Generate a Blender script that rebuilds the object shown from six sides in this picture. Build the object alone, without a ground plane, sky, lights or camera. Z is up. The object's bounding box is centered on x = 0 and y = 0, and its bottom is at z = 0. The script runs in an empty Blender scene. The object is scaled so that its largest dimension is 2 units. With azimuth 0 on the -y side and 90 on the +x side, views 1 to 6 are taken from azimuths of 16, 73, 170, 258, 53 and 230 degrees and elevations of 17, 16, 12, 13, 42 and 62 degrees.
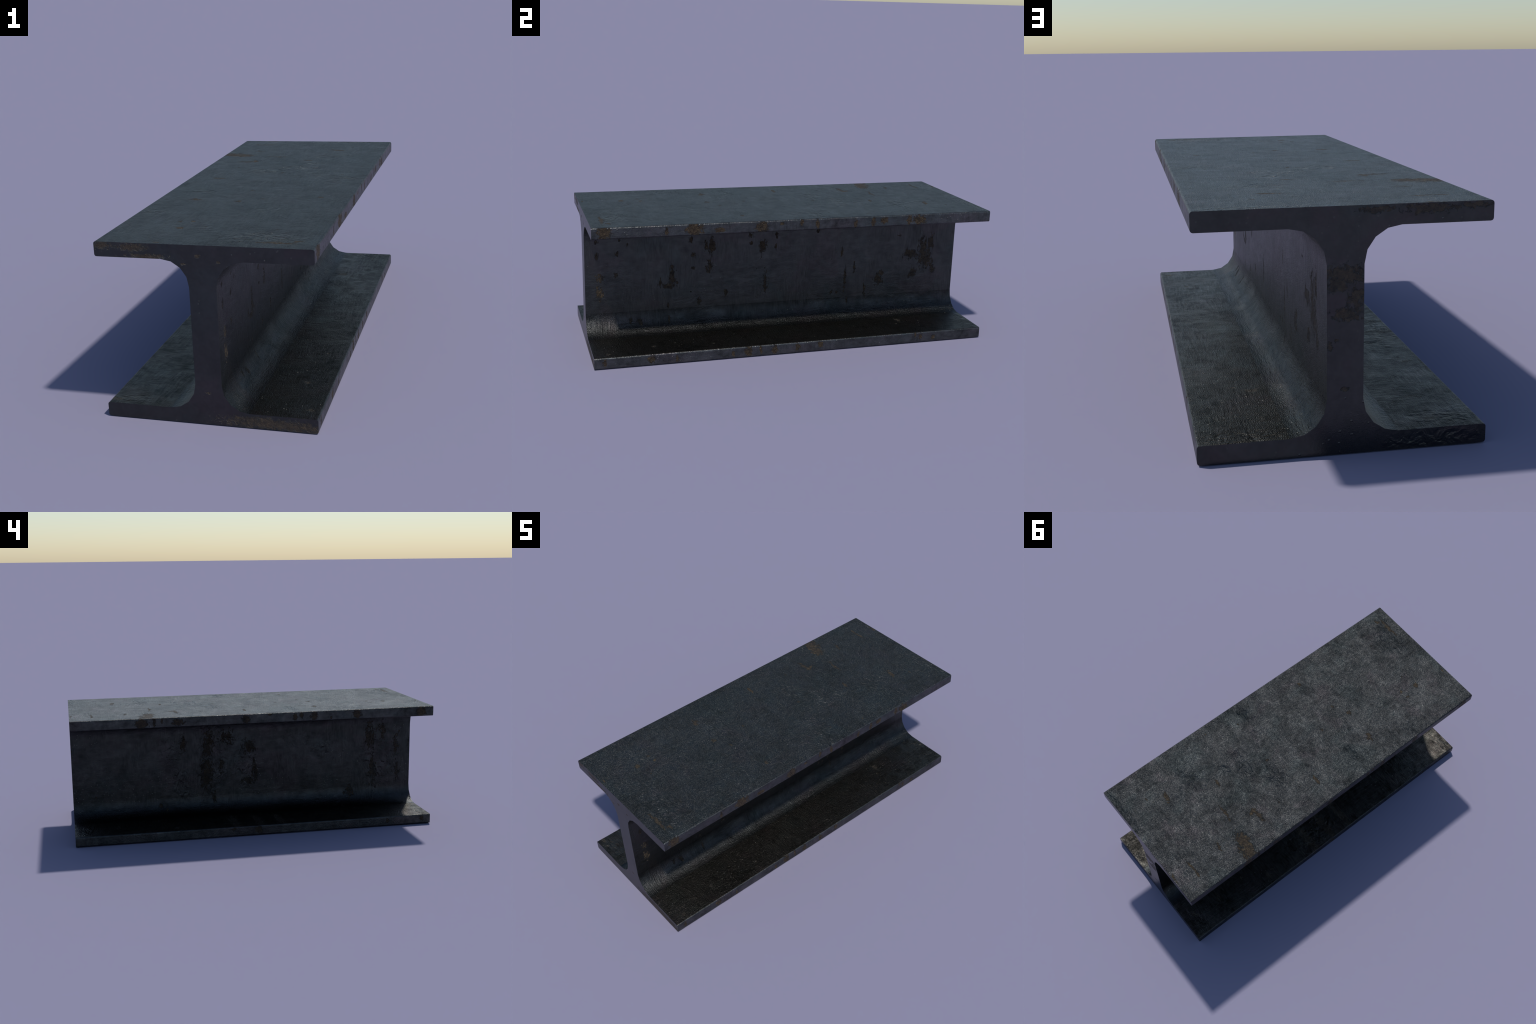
"""Weathered rolled-steel I-beam: two flanges and a web with rounded fillets.

The beam is a single constant cross-section extruded along y.  It is built from
a handful of section dimensions, split into web and flanges along the lines
where the fillets run out, and coloured with node materials: mill-scale steel
(mottled, brushed across the rolling direction, speckled, crinkled in places)
with eroded rust scabs at listed spots on every face.
"""
import bpy
import math
from mathutils import Vector

# ------------------------------------------------------------------ section
HALF_LEN = 1.0          # along y
HALF_W = 0.40           # flange half width (x)
HEIGHT = 0.6796          # overall height (z)
FLANGE_T = 0.055        # flange thickness
HALF_WEB = 0.05         # half of the web thickness
FILLET_R = 0.10         # root radius between web and flange
FILLET_SEG = 4
EDGE_R = 0.008          # rounding of the flange toes
EDGE_SEG = 3
LENGTH_CUTS = 32


def arc(cx, cz, r, a0, a1, seg, sign):
    """Points of an arc with their outward normals (sign -1: concave fillet)."""
    out = []
    for i in range(seg + 1):
        a = math.radians(a0 + (a1 - a0) * i / seg)
        n = (math.cos(a), math.sin(a))
        out.append(((cx + r * n[0], cz + r * n[1]), (sign * n[0], sign * n[1])))
    return out


def flange_section():
    """Open outline of the upper flange, from right root to left root."""
    zi, zo = HEIGHT - FLANGE_T, HEIGHT
    xr = HALF_WEB + FILLET_R
    e, w = EDGE_R, HALF_W
    pts = [((xr, zi), (0, -1))]
    pts += arc(w - e, zi + e, e, -90, 0, EDGE_SEG, 1)
    pts += arc(w - e, zo - e, e, 0, 90, EDGE_SEG, 1)
    pts += arc(-w + e, zo - e, e, 90, 180, EDGE_SEG, 1)
    pts += arc(-w + e, zi + e, e, 180, 270, EDGE_SEG, 1)
    pts += [((-xr, zi), (0, -1))]
    return pts


def web_side(sign):
    """Open outline of one web face with both fillets, bottom to top at +x."""
    c = HALF_WEB + FILLET_R
    low = arc(c, FLANGE_T + FILLET_R, FILLET_R, 270, 180, FILLET_SEG, -1)
    top = arc(c, HEIGHT - FLANGE_T - FILLET_R, FILLET_R, 180, 90, FILLET_SEG, -1)
    pts = low + top
    if sign < 0:
        pts = [((-p[0], p[1]), (-n[0], n[1])) for p, n in reversed(pts)]
    return pts


def mirror_z(pts):
    return [((p[0], HEIGHT - p[1]), (n[0], -n[1])) for p, n in reversed(pts)]


# ------------------------------------------------------------------ node kit
class Kit:
    def __init__(self, name):
        self.mat = bpy.data.materials.new(name)
        self.mat.use_nodes = True
        self.nt = self.mat.node_tree
        self.nt.nodes.clear()
        self.obj = self.new("ShaderNodeTexCoord").outputs["Object"]

    def new(self, kind, **props):
        n = self.nt.nodes.new(kind)
        for k, v in props.items():
            setattr(n, k, v)
        return n

    def put(self, sock, v):
        if isinstance(v, bpy.types.NodeSocket):
            self.nt.links.new(v, sock)
        elif v is not None:
            sock.default_value = v

    def math(self, op, a, b=None, c=None, clamp=False):
        n = self.new("ShaderNodeMath", operation=op, use_clamp=clamp)
        for s, v in zip(n.inputs, (a, b, c)):
            self.put(s, v)
        return n.outputs[0]

    def vmath(self, op, a, b=None, out=0):
        n = self.new("ShaderNodeVectorMath", operation=op)
        self.put(n.inputs[0], a)
        if b is not None:
            self.put(n.inputs[1], b)
        return n.outputs[out]

    def scale(self, vec, xyz, rot=(0, 0, 0)):
        n = self.new("ShaderNodeMapping")
        self.put(n.inputs["Vector"], vec)
        n.inputs["Scale"].default_value = xyz
        n.inputs["Rotation"].default_value = rot
        return n.outputs[0]

    def noise(self, vec, scale, detail=4.0, rough=0.55, distort=0.0, out="Fac", seed=0.0):
        n = self.new("ShaderNodeTexNoise", noise_dimensions="4D")
        self.put(n.inputs["Vector"], vec)
        for k, v in (("Scale", scale), ("Detail", detail), ("Roughness", rough),
                     ("Distortion", distort), ("W", seed)):
            n.inputs[k].default_value = v
        return n.outputs[out]

    def step(self, v, lo, hi, to0=0.0, to1=1.0):
        n = self.new("ShaderNodeMapRange", interpolation_type="SMOOTHSTEP")
        self.put(n.inputs[0], v)
        for i, x in enumerate((lo, hi, to0, to1)):
            n.inputs[i + 1].default_value = x
        return n.outputs[0]

    def lin(self, v, lo, hi, to0=0.0, to1=1.0):
        n = self.new("ShaderNodeMapRange")
        self.put(n.inputs[0], v)
        for i, x in enumerate((lo, hi, to0, to1)):
            n.inputs[i + 1].default_value = x
        return n.outputs[0]

    def mix(self, fac, a, b, mode="MIX"):
        n = self.new("ShaderNodeMix", data_type="RGBA", blend_type=mode)
        self.put(n.inputs[0], fac)
        for s, v in ((n.inputs[6], a), (n.inputs[7], b)):
            if isinstance(v, tuple):
                v = (*v, 1.0)
            self.put(s, v)
        return n.outputs[2]


AXES = {"yz": (1, 2), "xy": (0, 1), "xz": (0, 2)}


def scab_field(k, vec, plane, scabs):
    """Distance-like field, 0 at the middle of a scab and 1 on its rim."""
    field = None
    for (u, v, hu, hv) in scabs:
        c, s = [0.0] * 3, [0.0] * 3
        a, b = AXES[plane]
        c[a], c[b] = u, v
        s[a], s[b] = 1.0 / hu, 1.0 / hv
        d = k.vmath("SUBTRACT", vec, tuple(c))
        d = k.vmath("MULTIPLY", d, tuple(s))
        d = k.vmath("LENGTH", d, out=1)
        field = d if field is None else k.math("MINIMUM", field, d)
    return field


# colours (linear): near-black mill scale (a metal), its cool and warm tints, rust
SCALE_MID = (0.0505, 0.052, 0.0525)
TINT_GREEN = (0.94, 1.01, 1.01)
TINT_PURPLE = (1.07, 0.98, 1.01)
RUST_DARK = (0.016, 0.012, 0.009)
RUST_BROWN = (0.050, 0.034, 0.021)
RUST_OCHRE = (0.120, 0.084, 0.042)


def steel(name, plane=None, scabs=(), crinkles=(), ochre=0.35, brush=1.0,
          streak=(1, 1, 1), seed=0.0, pits=True, warp=0.02, rim=0.9,
          crinkle=1.0, pit_depth=1.0, ridges=0.0018, gain=1.0, rough=0.38, micro=0.0125, drifts=0.4, fleck_amount=1.0,
          soft=0.10, ragged=4.0, rust_strength=1.0, mottle=1.0, patches=0.6, rust_metal=0.5,
          tint=(1, 1, 1)):
    """Mill-scale steel.  gain: reflectance factor, micro: fine relief in metres."""
    k = Kit(name)
    p = k.obj
    # --- cloudy mottling and tints
    cloud = k.noise(p, 3.2, 5, 0.6, 0.4, seed=seed)
    cloud2 = k.noise(p, 11.0, 5, 0.65, 0.6, seed=seed + 3)
    cloud3 = k.noise(k.scale(p, streak), 30.0, 4, 0.65, 0.8, seed=seed + 15)
    hue = k.noise(p, 5.5, 4, 0.6, 0.5, seed=seed + 7)
    # --- brushing: fine lines lying across the rolling direction, crossed by slanted ones
    warped = k.vmath("ADD", p, k.vmath("MULTIPLY", k.vmath(
        "SUBTRACT", k.noise(p, 5.0, 2, 0.5, out="Color", seed=seed), (.5, .5, .5)), (.05, .05, .05)))
    lines = k.noise(k.scale(warped, (16, 140, 16)), 1.0, 4, 0.6, seed=seed + 1)
    diag = k.noise(k.scale(warped, (120, 14, 40), (0, 0, 0.65)), 1.0, 4, 0.6, seed=seed + 2)
    diag2 = k.noise(k.scale(warped, (120, 14, 40), (0, 0, -0.75)), 1.0, 4, 0.6, seed=seed + 4)
    which = k.step(k.noise(p, 4.5, 2, 0.5, seed=seed + 5), 0.46, 0.56)
    which2 = k.step(k.noise(p, 4.0, 2, 0.5, seed=seed + 6), 0.48, 0.58)
    hatch = k.math("MULTIPLY_ADD", k.math("SUBTRACT", diag, lines), k.math("MULTIPLY", which, 0.9), lines)
    hatch = k.math("MULTIPLY_ADD", k.math("SUBTRACT", diag2, hatch), k.math("MULTIPLY", which2, 0.9), hatch)
    grain = k.noise(k.scale(p, (1.1, 0.85, 1.0)), 290.0, 1.0, 0.4, seed=seed + 8)
    fine = k.noise(p, 85.0, 3.0, 0.5, 0.3, seed=seed + 10)

    # brightness factor around 1
    tone = k.math("ADD", k.math("MULTIPLY", k.math("SUBTRACT", cloud, 0.5), 0.9 * (0.4 + 0.6 * mottle)),
                  k.math("MULTIPLY", k.math("SUBTRACT", cloud2, 0.5), 1.7 * mottle))
    tone = k.math("ADD", tone, k.math("MULTIPLY", k.math("SUBTRACT", hatch, 0.5), 1.8 * brush * (0.3 + 0.7 * mottle)))
    tone = k.math("ADD", tone, k.math("MULTIPLY", k.math("SUBTRACT", cloud3, 0.5), 1.5 * mottle))
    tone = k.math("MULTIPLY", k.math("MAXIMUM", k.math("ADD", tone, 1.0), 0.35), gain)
    grey = k.new("ShaderNodeCombineColor")
    for i in range(3):
        k.put(grey.inputs[i], tone)
    col = k.mix(1.0, grey.outputs[0], tuple(a * b for a, b in zip(SCALE_MID, tint)), "MULTIPLY")
    col = k.mix(k.step(hue, 0.52, 0.64), col, k.mix(1.0, col, TINT_GREEN, "MULTIPLY"))
    col = k.mix(k.step(hue, 0.47, 0.36), col, k.mix(1.0, col, TINT_PURPLE, "MULTIPLY"))

    # --- pale flecks
    vor = k.new("ShaderNodeTexVoronoi", feature="F1")
    k.put(vor.inputs["Vector"], p)
    vor.inputs["Scale"].default_value = 62.0
    pick = k.new("ShaderNodeSeparateColor")
    k.nt.links.new(vor.outputs["Color"], pick.inputs[0])
    fleck = k.math("MULTIPLY", k.step(vor.outputs["Distance"], 0.24, 0.12),
                   k.math("GREATER_THAN", pick.outputs[0], 0.70))
    fleck = k.math("MULTIPLY", fleck, k.step(k.noise(p, 3.0, 2, seed=seed + 9), 0.46, 0.62))
    fleck = k.math("MULTIPLY", fleck, fleck_amount)
    col = k.mix(k.math("MULTIPLY", fleck, 0.5), col, (0.17, 0.165, 0.15))

    # --- crinkled scale: worm-like relief, in drifts and at listed spots
    worm = k.math("SUBTRACT", k.noise(k.scale(p, streak), 40.0, 2, 0.5, 1.0, seed=seed + 11), 0.5)
    drift = k.step(k.noise(p, 4.2, 4, 0.6, seed=seed + 13), 0.54, 0.70)
    drift = k.math("MULTIPLY", drift, drifts)
    if crinkles:
        f = scab_field(k, warped, plane, crinkles)
        f = k.math("MULTIPLY_ADD", k.math("SUBTRACT", cloud2, 0.5), 1.6, f)
        drift = k.math("MAXIMUM", drift, k.step(f, 1.3, 0.5))

    # --- rust scabs: ragged blotches with holes, at the listed spots, plus stray pits
    jit = k.vmath("SUBTRACT", k.noise(k.scale(p, streak), 30.0, 5, 0.65, 0.6, out="Color", seed=seed + 17), (.5, .5, .5))
    pj = k.vmath("ADD", p, k.vmath("MULTIPLY", jit, (warp * 3.0,) * 3))
    erode = k.noise(k.scale(p, streak), 75.0, 5, 0.7, 0.8, seed=seed + 19)
    rust = None
    if scabs:
        f = scab_field(k, pj, plane, scabs)
        f = k.math("MULTIPLY_ADD", k.math("SUBTRACT", erode, 0.5), ragged, f)
        rust = k.step(f, rim + soft, rim - soft)
    if pits:
        vp = k.new("ShaderNodeTexVoronoi", feature="F1")
        k.put(vp.inputs["Vector"], pj)
        vp.inputs["Scale"].default_value = 17.0
        sp = k.new("ShaderNodeSeparateColor")
        k.nt.links.new(vp.outputs["Color"], sp.inputs[0])
        pit = k.math("MULTIPLY", k.step(vp.outputs["Distance"], 0.14, 0.08),
                     k.math("GREATER_THAN", sp.outputs[1], 0.92))
        rust = pit if rust is None else k.math("MAXIMUM", rust, pit)
    if rust is None:
        rust = k.math("MULTIPLY", fleck, 0.0)
    rust = k.math("MULTIPLY", rust, rust_strength)
    grit = k.noise(p, 70.0, 4, 0.7, 0.6, seed=seed + 23)
    rtone = k.noise(p, 21.0, 4, 0.65, seed=seed + 29)
    rcol = k.mix(k.step(rtone, 0.32, 0.56), RUST_DARK, RUST_BROWN)
    rcol = k.mix(k.math("MULTIPLY", k.step(grit, 0.46, 0.66), ochre), rcol, RUST_OCHRE)
    col = k.mix(rust, col, rcol)

    # --- roughness, metalness
    # worn patches are polished, the rest is matt: this mottles the sun's glint
    rgh = k.math("MULTIPLY_ADD", k.math("SUBTRACT", cloud2, 0.5), -0.20 * mottle, rough)
    rgh = k.math("MULTIPLY_ADD", k.math("SUBTRACT", cloud3, 0.5), -0.12 * mottle, rgh)
    rgh = k.math("MULTIPLY_ADD", k.math("SUBTRACT", hatch, 0.5), -0.20 * mottle * brush, rgh)
    rgh = k.math("MINIMUM", k.math("MAXIMUM", rgh, 0.2), 0.75)
    rgh = k.math("MULTIPLY_ADD", k.math("SUBTRACT", 0.62, rgh), rust, rgh)
    metalness = k.math("SUBTRACT", 1.0, k.math("MULTIPLY", rust, 1.0 - rust_metal))

    # --- relief, in metres
    # the grain is coarser in some patches: they scatter the sun more and look duller there
    patchy = k.math("MULTIPLY_ADD", k.math("SUBTRACT", cloud2, 0.5), -1.6 * patches, 1.0)
    patchy = k.math("MULTIPLY_ADD", k.math("SUBTRACT", cloud3, 0.5), -1.4 * patches, patchy)
    patchy = k.math("MAXIMUM", patchy, 0.3)
    h = k.math("ADD", k.math("MULTIPLY", fine, micro * 0.20), k.math("MULTIPLY", grain, k.math("MULTIPLY", patchy, micro * 0.34)))
    h = k.math("ADD", h, k.math("MULTIPLY", hatch, ridges * brush))
    h = k.math("ADD", h, k.math("MULTIPLY", k.math("MULTIPLY", worm, drift), 0.013 * crinkle))
    h = k.math("ADD", h, k.math("MULTIPLY", fleck, 0.0012))
    pitted = k.math("SUBTRACT", k.math("MULTIPLY", grit, 0.030), 0.020)
    h = k.math("ADD", h, k.math("MULTIPLY", k.math("MULTIPLY", rust, pitted), pit_depth))
    bump = k.new("ShaderNodeBump")
    bump.inputs["Strength"].default_value = 1.0
    bump.inputs["Distance"].default_value = 1.0
    k.put(bump.inputs["Height"], h)

    b = k.new("ShaderNodeBsdfPrincipled")
    k.put(b.inputs["Base Color"], col)
    k.put(b.inputs["Roughness"], rgh)
    k.put(b.inputs["Metallic"], metalness)
    k.put(b.inputs["Normal"], bump.outputs[0])
    o = k.new("ShaderNodeOutputMaterial")
    k.nt.links.new(b.outputs[0], o.inputs["Surface"])
    return k.mat


# ------------------------------------------------------------------ where the rust sits
# each scab: (first axis, second axis, half size, half size) in metres
TOP_SCABS = [(-.30, .585, .062, .034), (-.36, .600, .045, .040), (-.23, .43, .048, .012),
             (-.195, .445, .014, .022), (-.095, .562, .058, .010), (-.27, .882, .060, .008),
             (-.245, .992, .034, .007), (.062, .482, .020, .008), (-.245, .702, .026, .009),
             (.165, .752, .036, .008), (-.145, -.795, .018, .011), (-.235, -.354, .028, .013),
             (-.258, .052, .034, .009), (.044, -.322, .012, .008), (-.050, -.370, .014, .008),
             (-.128, -.692, .012, .008), (.270, -.267, .016, .008), (.25, -.94, .075, .012),
             (.33, -.913, .020, .010), (.215, .848, .014, .008), (-.17, -.982, .016, .007)]
TOP_CRINKLES = [(.22, .985, .17, .030), (.20, -.88, .15, .075), (-.25, -.21, .05, .03),
                (-.33, -.57, .05, .03), (.05, .30, .10, .05), (-.10, .22, .09, .06),
                (.10, .40, .05, .03), (-.30, .59, .08, .05), (.32, .10, .05, .03)]
WEB_RIGHT_SCABS = [(-.942, .522, .010, .014), (-.940, .453, .010, .020), (-.842, .459, .010, .017),
                   (-.929, .334, .024, .022), (-.929, .259, .019, .036), (-.847, .352, .012, .020),
                   (-.566, .330, .019, .055), (-.582, .276, .033, .016), (-.539, .292, .010, .009),
                   (-.629, .299, .010, .024), (-.472, .513, .013, .020), (-.455, .431, .014, .017),
                   (-.457, .363, .010, .012), (-.390, .481, .012, .031), (-.361, .475, .017, .058),
                   (-.372, .368, .021, .042), (-.790, .503, .006, .012), (-.428, .181, .012, .024),
                   (-.286, .218, .012, .025), (-.586, .178, .007, .015), (-.585, .107, .006, .028),
                   (-.735, .101, .014, .018), (-.158, .522, .018, .014), (-.155, .479, .010, .012),
                   (-.093, .455, .024, .040), (-.019, .517, .012, .018), (-.024, .456, .007, .023),
                   (-.077, .263, .014, .066), (.345, .403, .009, .027), (.369, .258, .009, .076),
                   (.422, .316, .008, .028), (.561, .240, .028, .034), (.575, .275, .022, .018),
                   (.292, .183, .013, .015), (.325, .181, .013, .011), (.362, .187, .009, .010),
                   (.485, .195, .008, .058), (.738, .374, .040, .032), (.815, .400, .030, .095),
                   (.830, .340, .045, .060), (.860, .430, .022, .050), (.763, .267, .024, .032),
                   (.876, .290, .022, .034), (.208, .524, .010, .016), (.671, .481, .014, .006),
                   (.381, .137, .006, .020), (-.78, .11, .012, .012)]
WEB_LEFT_SCABS = [(.225, .455, .036, .105), (.115, .495, .052, .048), (.152, .329, .018, .050),
                  (-.015, .425, .045, .045), (-.047, .290, .017, .080), (-.010, .228, .036, .022),
                  (-.750, .456, .036, .090), (-.769, .255, .030, .112), (-.826, .487, .024, .070),
                  (-.911, .408, .017, .080), (-.621, .132, .025, .042), (-.925, .241, .016, .070),
                  (-.991, .414, .007, .032), (.369, .470, .017, .060), (.235, .279, .044, .105),
                  (.196, .146, .016, .038), (.506, .111, .014, .010)]
WEB_LEFT_CRINKLES = [(.43, .45, .08, .10), (.38, .25, .06, .10), (-.30, .47, .12, .06),
                     (-.45, .40, .08, .06), (.2, .4, .12, .22), (0, .35, .08, .15), (-.80, .35, .13, .22)]
EDGE_RIGHT_SCABS = [(-.943, .653, .034, .030), (-.657, .650, .009, .022), (-.527, .653, .046, .030),
                    (-.407, .645, .026, .014), (-.202, .651, .033, .024), (-.104, .663, .010, .008),
                    (-.005, .665, .010, .014), (.074, .653, .010, .026), (.270, .649, .009, .022),
                    (.362, .652, .013, .022), (.422, .656, .020, .020), (.552, .652, .017, .024),
                    (.612, .651, .036, .026),
                    (-.951, .030, .010, .020), (-.73, .030, .018, .020), (-.610, .025, .008, .018),
                    (-.333, .025, .008, .013), (-.255, .031, .020, .026), (-.194, .034, .009, .018),
                    (-.122, .027, .018, .022), (-.004, .031, .013, .021), (.116, .034, .015, .016),
                    (.631, .042, .006, .011), (.733, .023, .010, .014), (.66, .03, .010, .014)]
EDGE_LEFT_SCABS = [(.627, .653, .035, .026), (.563, .656, .008, .022), (.436, .653, .033, .018),
                   (.070, .653, .022, .024), (.520, .662, .006, .014), (-.063, .672, .013, .006),
                   (-.203, .653, .015, .018), (-.241, .662, .012, .017), (-.314, .655, .024, .022),
                   (-.406, .641, .009, .007), (-.555, .654, .028, .026), (-.930, .652, .030, .028),
                   (-.949, .032, .012, .016), (-.743, .028, .010, .015), (.002, .032, .021, .020),
                   (.143, .042, .013, .010)]
SHELF_SCABS = [(-.30, .123, .12, .022), (-.30, -.012, .11, .020), (-.30, -.137, .09, .018),
               (-.265, .767, .028, .012), (-.38, -.970, .028, .014), (-.255, .935, .026, .012),
               (.20, .62, .03, .008), (.30, -.70, .018, .008), (.36, -.93, .02, .010),
               (-.35, .45, .02, .012)]
SHELF_CRINKLES = [(.27, .965, .10, .040), (-.32, -.96, .09, .04),
                  (-.3, .1, .1, .2), (-.3, .93, .1, .05)]
END_FRONT_SCABS = [(-.366, .667, .034, .012), (-.255, .663, .055, .013), (-.200, .632, .074, .009),
                   (-.013, .642, .011, .006), (-.067, .610, .011, .004), (.062, .621, .006, .004),
                   (.225, .022, .165, .020), (.160, .034, .085, .012), (.33, .018, .07, .022),
                   (-.001, .123, .010, .004)]
END_BACK_SCABS = [(0, .498, .060, .024), (-.006, .394, .042, .018), (-.029, .435, .024, .025),
                  (.02, .47, .03, .02), (-.084, .668, .046, .009), (-.225, .665, .070, .014), (-.34, .668, .05, .008),
                  (.027, .323, .006, .006), (.003, .185, .013, .007), (.040, .305, .006, .011)]
END_CRINKLES_BACK = [(-.25, .028, .16, .03)]  # flame-cut ripples

M = {
    "top": steel("steel_top_face", "xy", TOP_SCABS, TOP_CRINKLES, ochre=0.95, streak=(.6, 1, 1), seed=1,
                 crinkle=2.2, drifts=.7, mottle=.75, patches=.5, micro=.0133, rust_metal=.3),
    "edge_r": steel("steel_edge_sun_lightened", "yz", EDGE_RIGHT_SCABS, ochre=0.5, seed=12, pits=False, brush=.5,
                    warp=.006, gain=1.6, rough=.40, micro=.005, drifts=0, ragged=3.0),  # gain lightens the base colour: direct sun on this edge is painted in
    "edge_l": steel("steel_edge_dark", "yz", EDGE_LEFT_SCABS, ochre=0.5, seed=14, pits=False, brush=.5,
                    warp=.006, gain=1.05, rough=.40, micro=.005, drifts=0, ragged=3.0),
    "shelf": steel("steel_shelf_face", "xy", SHELF_SCABS, SHELF_CRINKLES, ochre=0.15, streak=(.6, 1, 1), seed=3,
                   micro=.0075, rough=.42, mottle=1.6, drifts=.3, gain=1.0, fleck_amount=1.3, ridges=.0022,
                   tint=(1.10, 1.0, .88), rust_strength=.35),
    "under": steel("steel_under_face", streak=(.6, 1, 1), seed=5, micro=.006),
    "web_r": steel("steel_web_pale", "yz", WEB_RIGHT_SCABS, ochre=0.5, streak=(1, 1, .55), seed=7, warp=.007,
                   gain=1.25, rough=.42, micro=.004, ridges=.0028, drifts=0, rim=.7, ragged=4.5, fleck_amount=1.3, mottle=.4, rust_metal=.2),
    "foot_r": steel("steel_web_foot_dimmed", "yz", WEB_RIGHT_SCABS, ochre=0.4, streak=(1, 1, .55), seed=7, warp=.007,
                   gain=.85, rough=.43, micro=.0065, ridges=.004, drifts=.3, rim=.7, ragged=4.5,  # darker copy of web_r, tones down the fillet's sunlit band
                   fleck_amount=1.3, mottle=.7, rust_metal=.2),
    "web_l": steel("steel_web_shade_darkened", "yz", WEB_LEFT_SCABS, WEB_LEFT_CRINKLES, ochre=0.4, streak=(1, 1, .6),
                   seed=9, gain=.8, rough=.34, micro=.005, ridges=.0028, drifts=.6, crinkle=.7, mottle=.6, rim=.6, ragged=5.5,  # base colour lowered: darker than web_r
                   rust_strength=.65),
    "end_f": steel("steel_sawn_end_front", "xz", END_FRONT_SCABS, ochre=0.45, brush=.15, seed=21,
                   pits=False, warp=.010, soft=.45, mottle=.3, pit_depth=.25, gain=1.25, rough=.32, micro=.0012, drifts=0, rust_strength=.9, rust_metal=.2),
    "end_b": steel("steel_sawn_end_back", "xz", END_BACK_SCABS, END_CRINKLES_BACK, ochre=0.3, brush=.15, seed=23,
                   pits=False, warp=.010, soft=.30, mottle=.3, pit_depth=.25, gain=1.15, crinkle=.35, rough=.32, micro=.0012, drifts=0, rust_strength=.9, rust_metal=.2),
}


# ------------------------------------------------------------------ building parts
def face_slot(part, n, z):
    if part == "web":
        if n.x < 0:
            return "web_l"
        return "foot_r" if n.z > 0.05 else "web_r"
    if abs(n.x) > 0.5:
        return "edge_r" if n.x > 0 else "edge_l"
    if n.z > 0:
        return "top" if z > HEIGHT / 2 else "shelf"
    return "under"


def build(name, part, outlines):
    """Extrude open outlines along y and close both ends."""
    verts, faces, slots, normals = [], [], [], []
    ys = [-HALF_LEN + 2 * HALF_LEN * i / LENGTH_CUTS for i in range(LENGTH_CUTS + 1)]
    ends = []
    for pts in outlines:
        base = len(verts)
        m = len(pts)
        for y in ys:
            verts += [(p[0], y, p[1]) for p, _ in pts]
        ends.append((base, base + m * LENGTH_CUTS, m))
        for j in range(LENGTH_CUTS):
            for i in range(m - 1):
                a, b = base + j * m + i, base + j * m + i + 1
                faces.append((a, a + m, b + m, b))
                na, nb = pts[i][1], pts[i + 1][1]
                n = Vector((na[0] + nb[0], 0, na[1] + nb[1])).normalized()
                slots.append(face_slot(part, n, pts[i][0][1]))
                va, vb = Vector((na[0], 0, na[1])), Vector((nb[0], 0, nb[1]))
                normals += [va, va, vb, vb]
    for which, (y_sign, slot) in enumerate(((-1, "end_f"), (1, "end_b"))):
        loop = []
        for e in ends:
            loop += list(range(e[which], e[which] + e[2]))
        if y_sign > 0:
            loop.reverse()
        faces.append(tuple(loop))
        slots.append(slot)
        normals += [Vector((0, y_sign, 0))] * len(loop)
    me = bpy.data.meshes.new(name)
    me.from_pydata(verts, [], faces)
    names = sorted(set(slots))
    for s in names:
        me.materials.append(M[s])
    for poly, s in zip(me.polygons, slots):
        poly.material_index = names.index(s)
        poly.use_smooth = True
    # face winding must agree with the stated outward normals
    flip = [p.index for p in me.polygons
            if p.normal.dot(normals[p.loop_start]) < 0 and p.normal.dot(normals[p.loop_start + p.loop_total - 1]) < 0]
    if flip:
        me.flip_normals()
    me.update()
    return me, faces, normals


def make(name, part, outlines, parent):
    me, faces, normals = build(name, part, outlines)
    # per-corner normals: look each corner up again, as flipping reorders loops
    table, i = {}, 0
    for fi, f in enumerate(faces):
        for v in f:
            table[(fi, v)] = normals[i]
            i += 1
    out = [None] * len(me.loops)
    for p in me.polygons:
        for li in p.loop_indices:
            out[li] = table[(p.index, me.loops[li].vertex_index)]
    me.normals_split_custom_set(out)
    ob = bpy.data.objects.new(name, me)
    bpy.context.scene.collection.objects.link(ob)
    ob.parent = parent
    return ob


beam = bpy.data.objects.new("steel_beam", None)
beam.empty_display_size = 0.3
bpy.context.scene.collection.objects.link(beam)
beam["label"] = "short thick dark steel I-beam with mottled mill scale and rust spots"
beam["category"] = "steel beam"

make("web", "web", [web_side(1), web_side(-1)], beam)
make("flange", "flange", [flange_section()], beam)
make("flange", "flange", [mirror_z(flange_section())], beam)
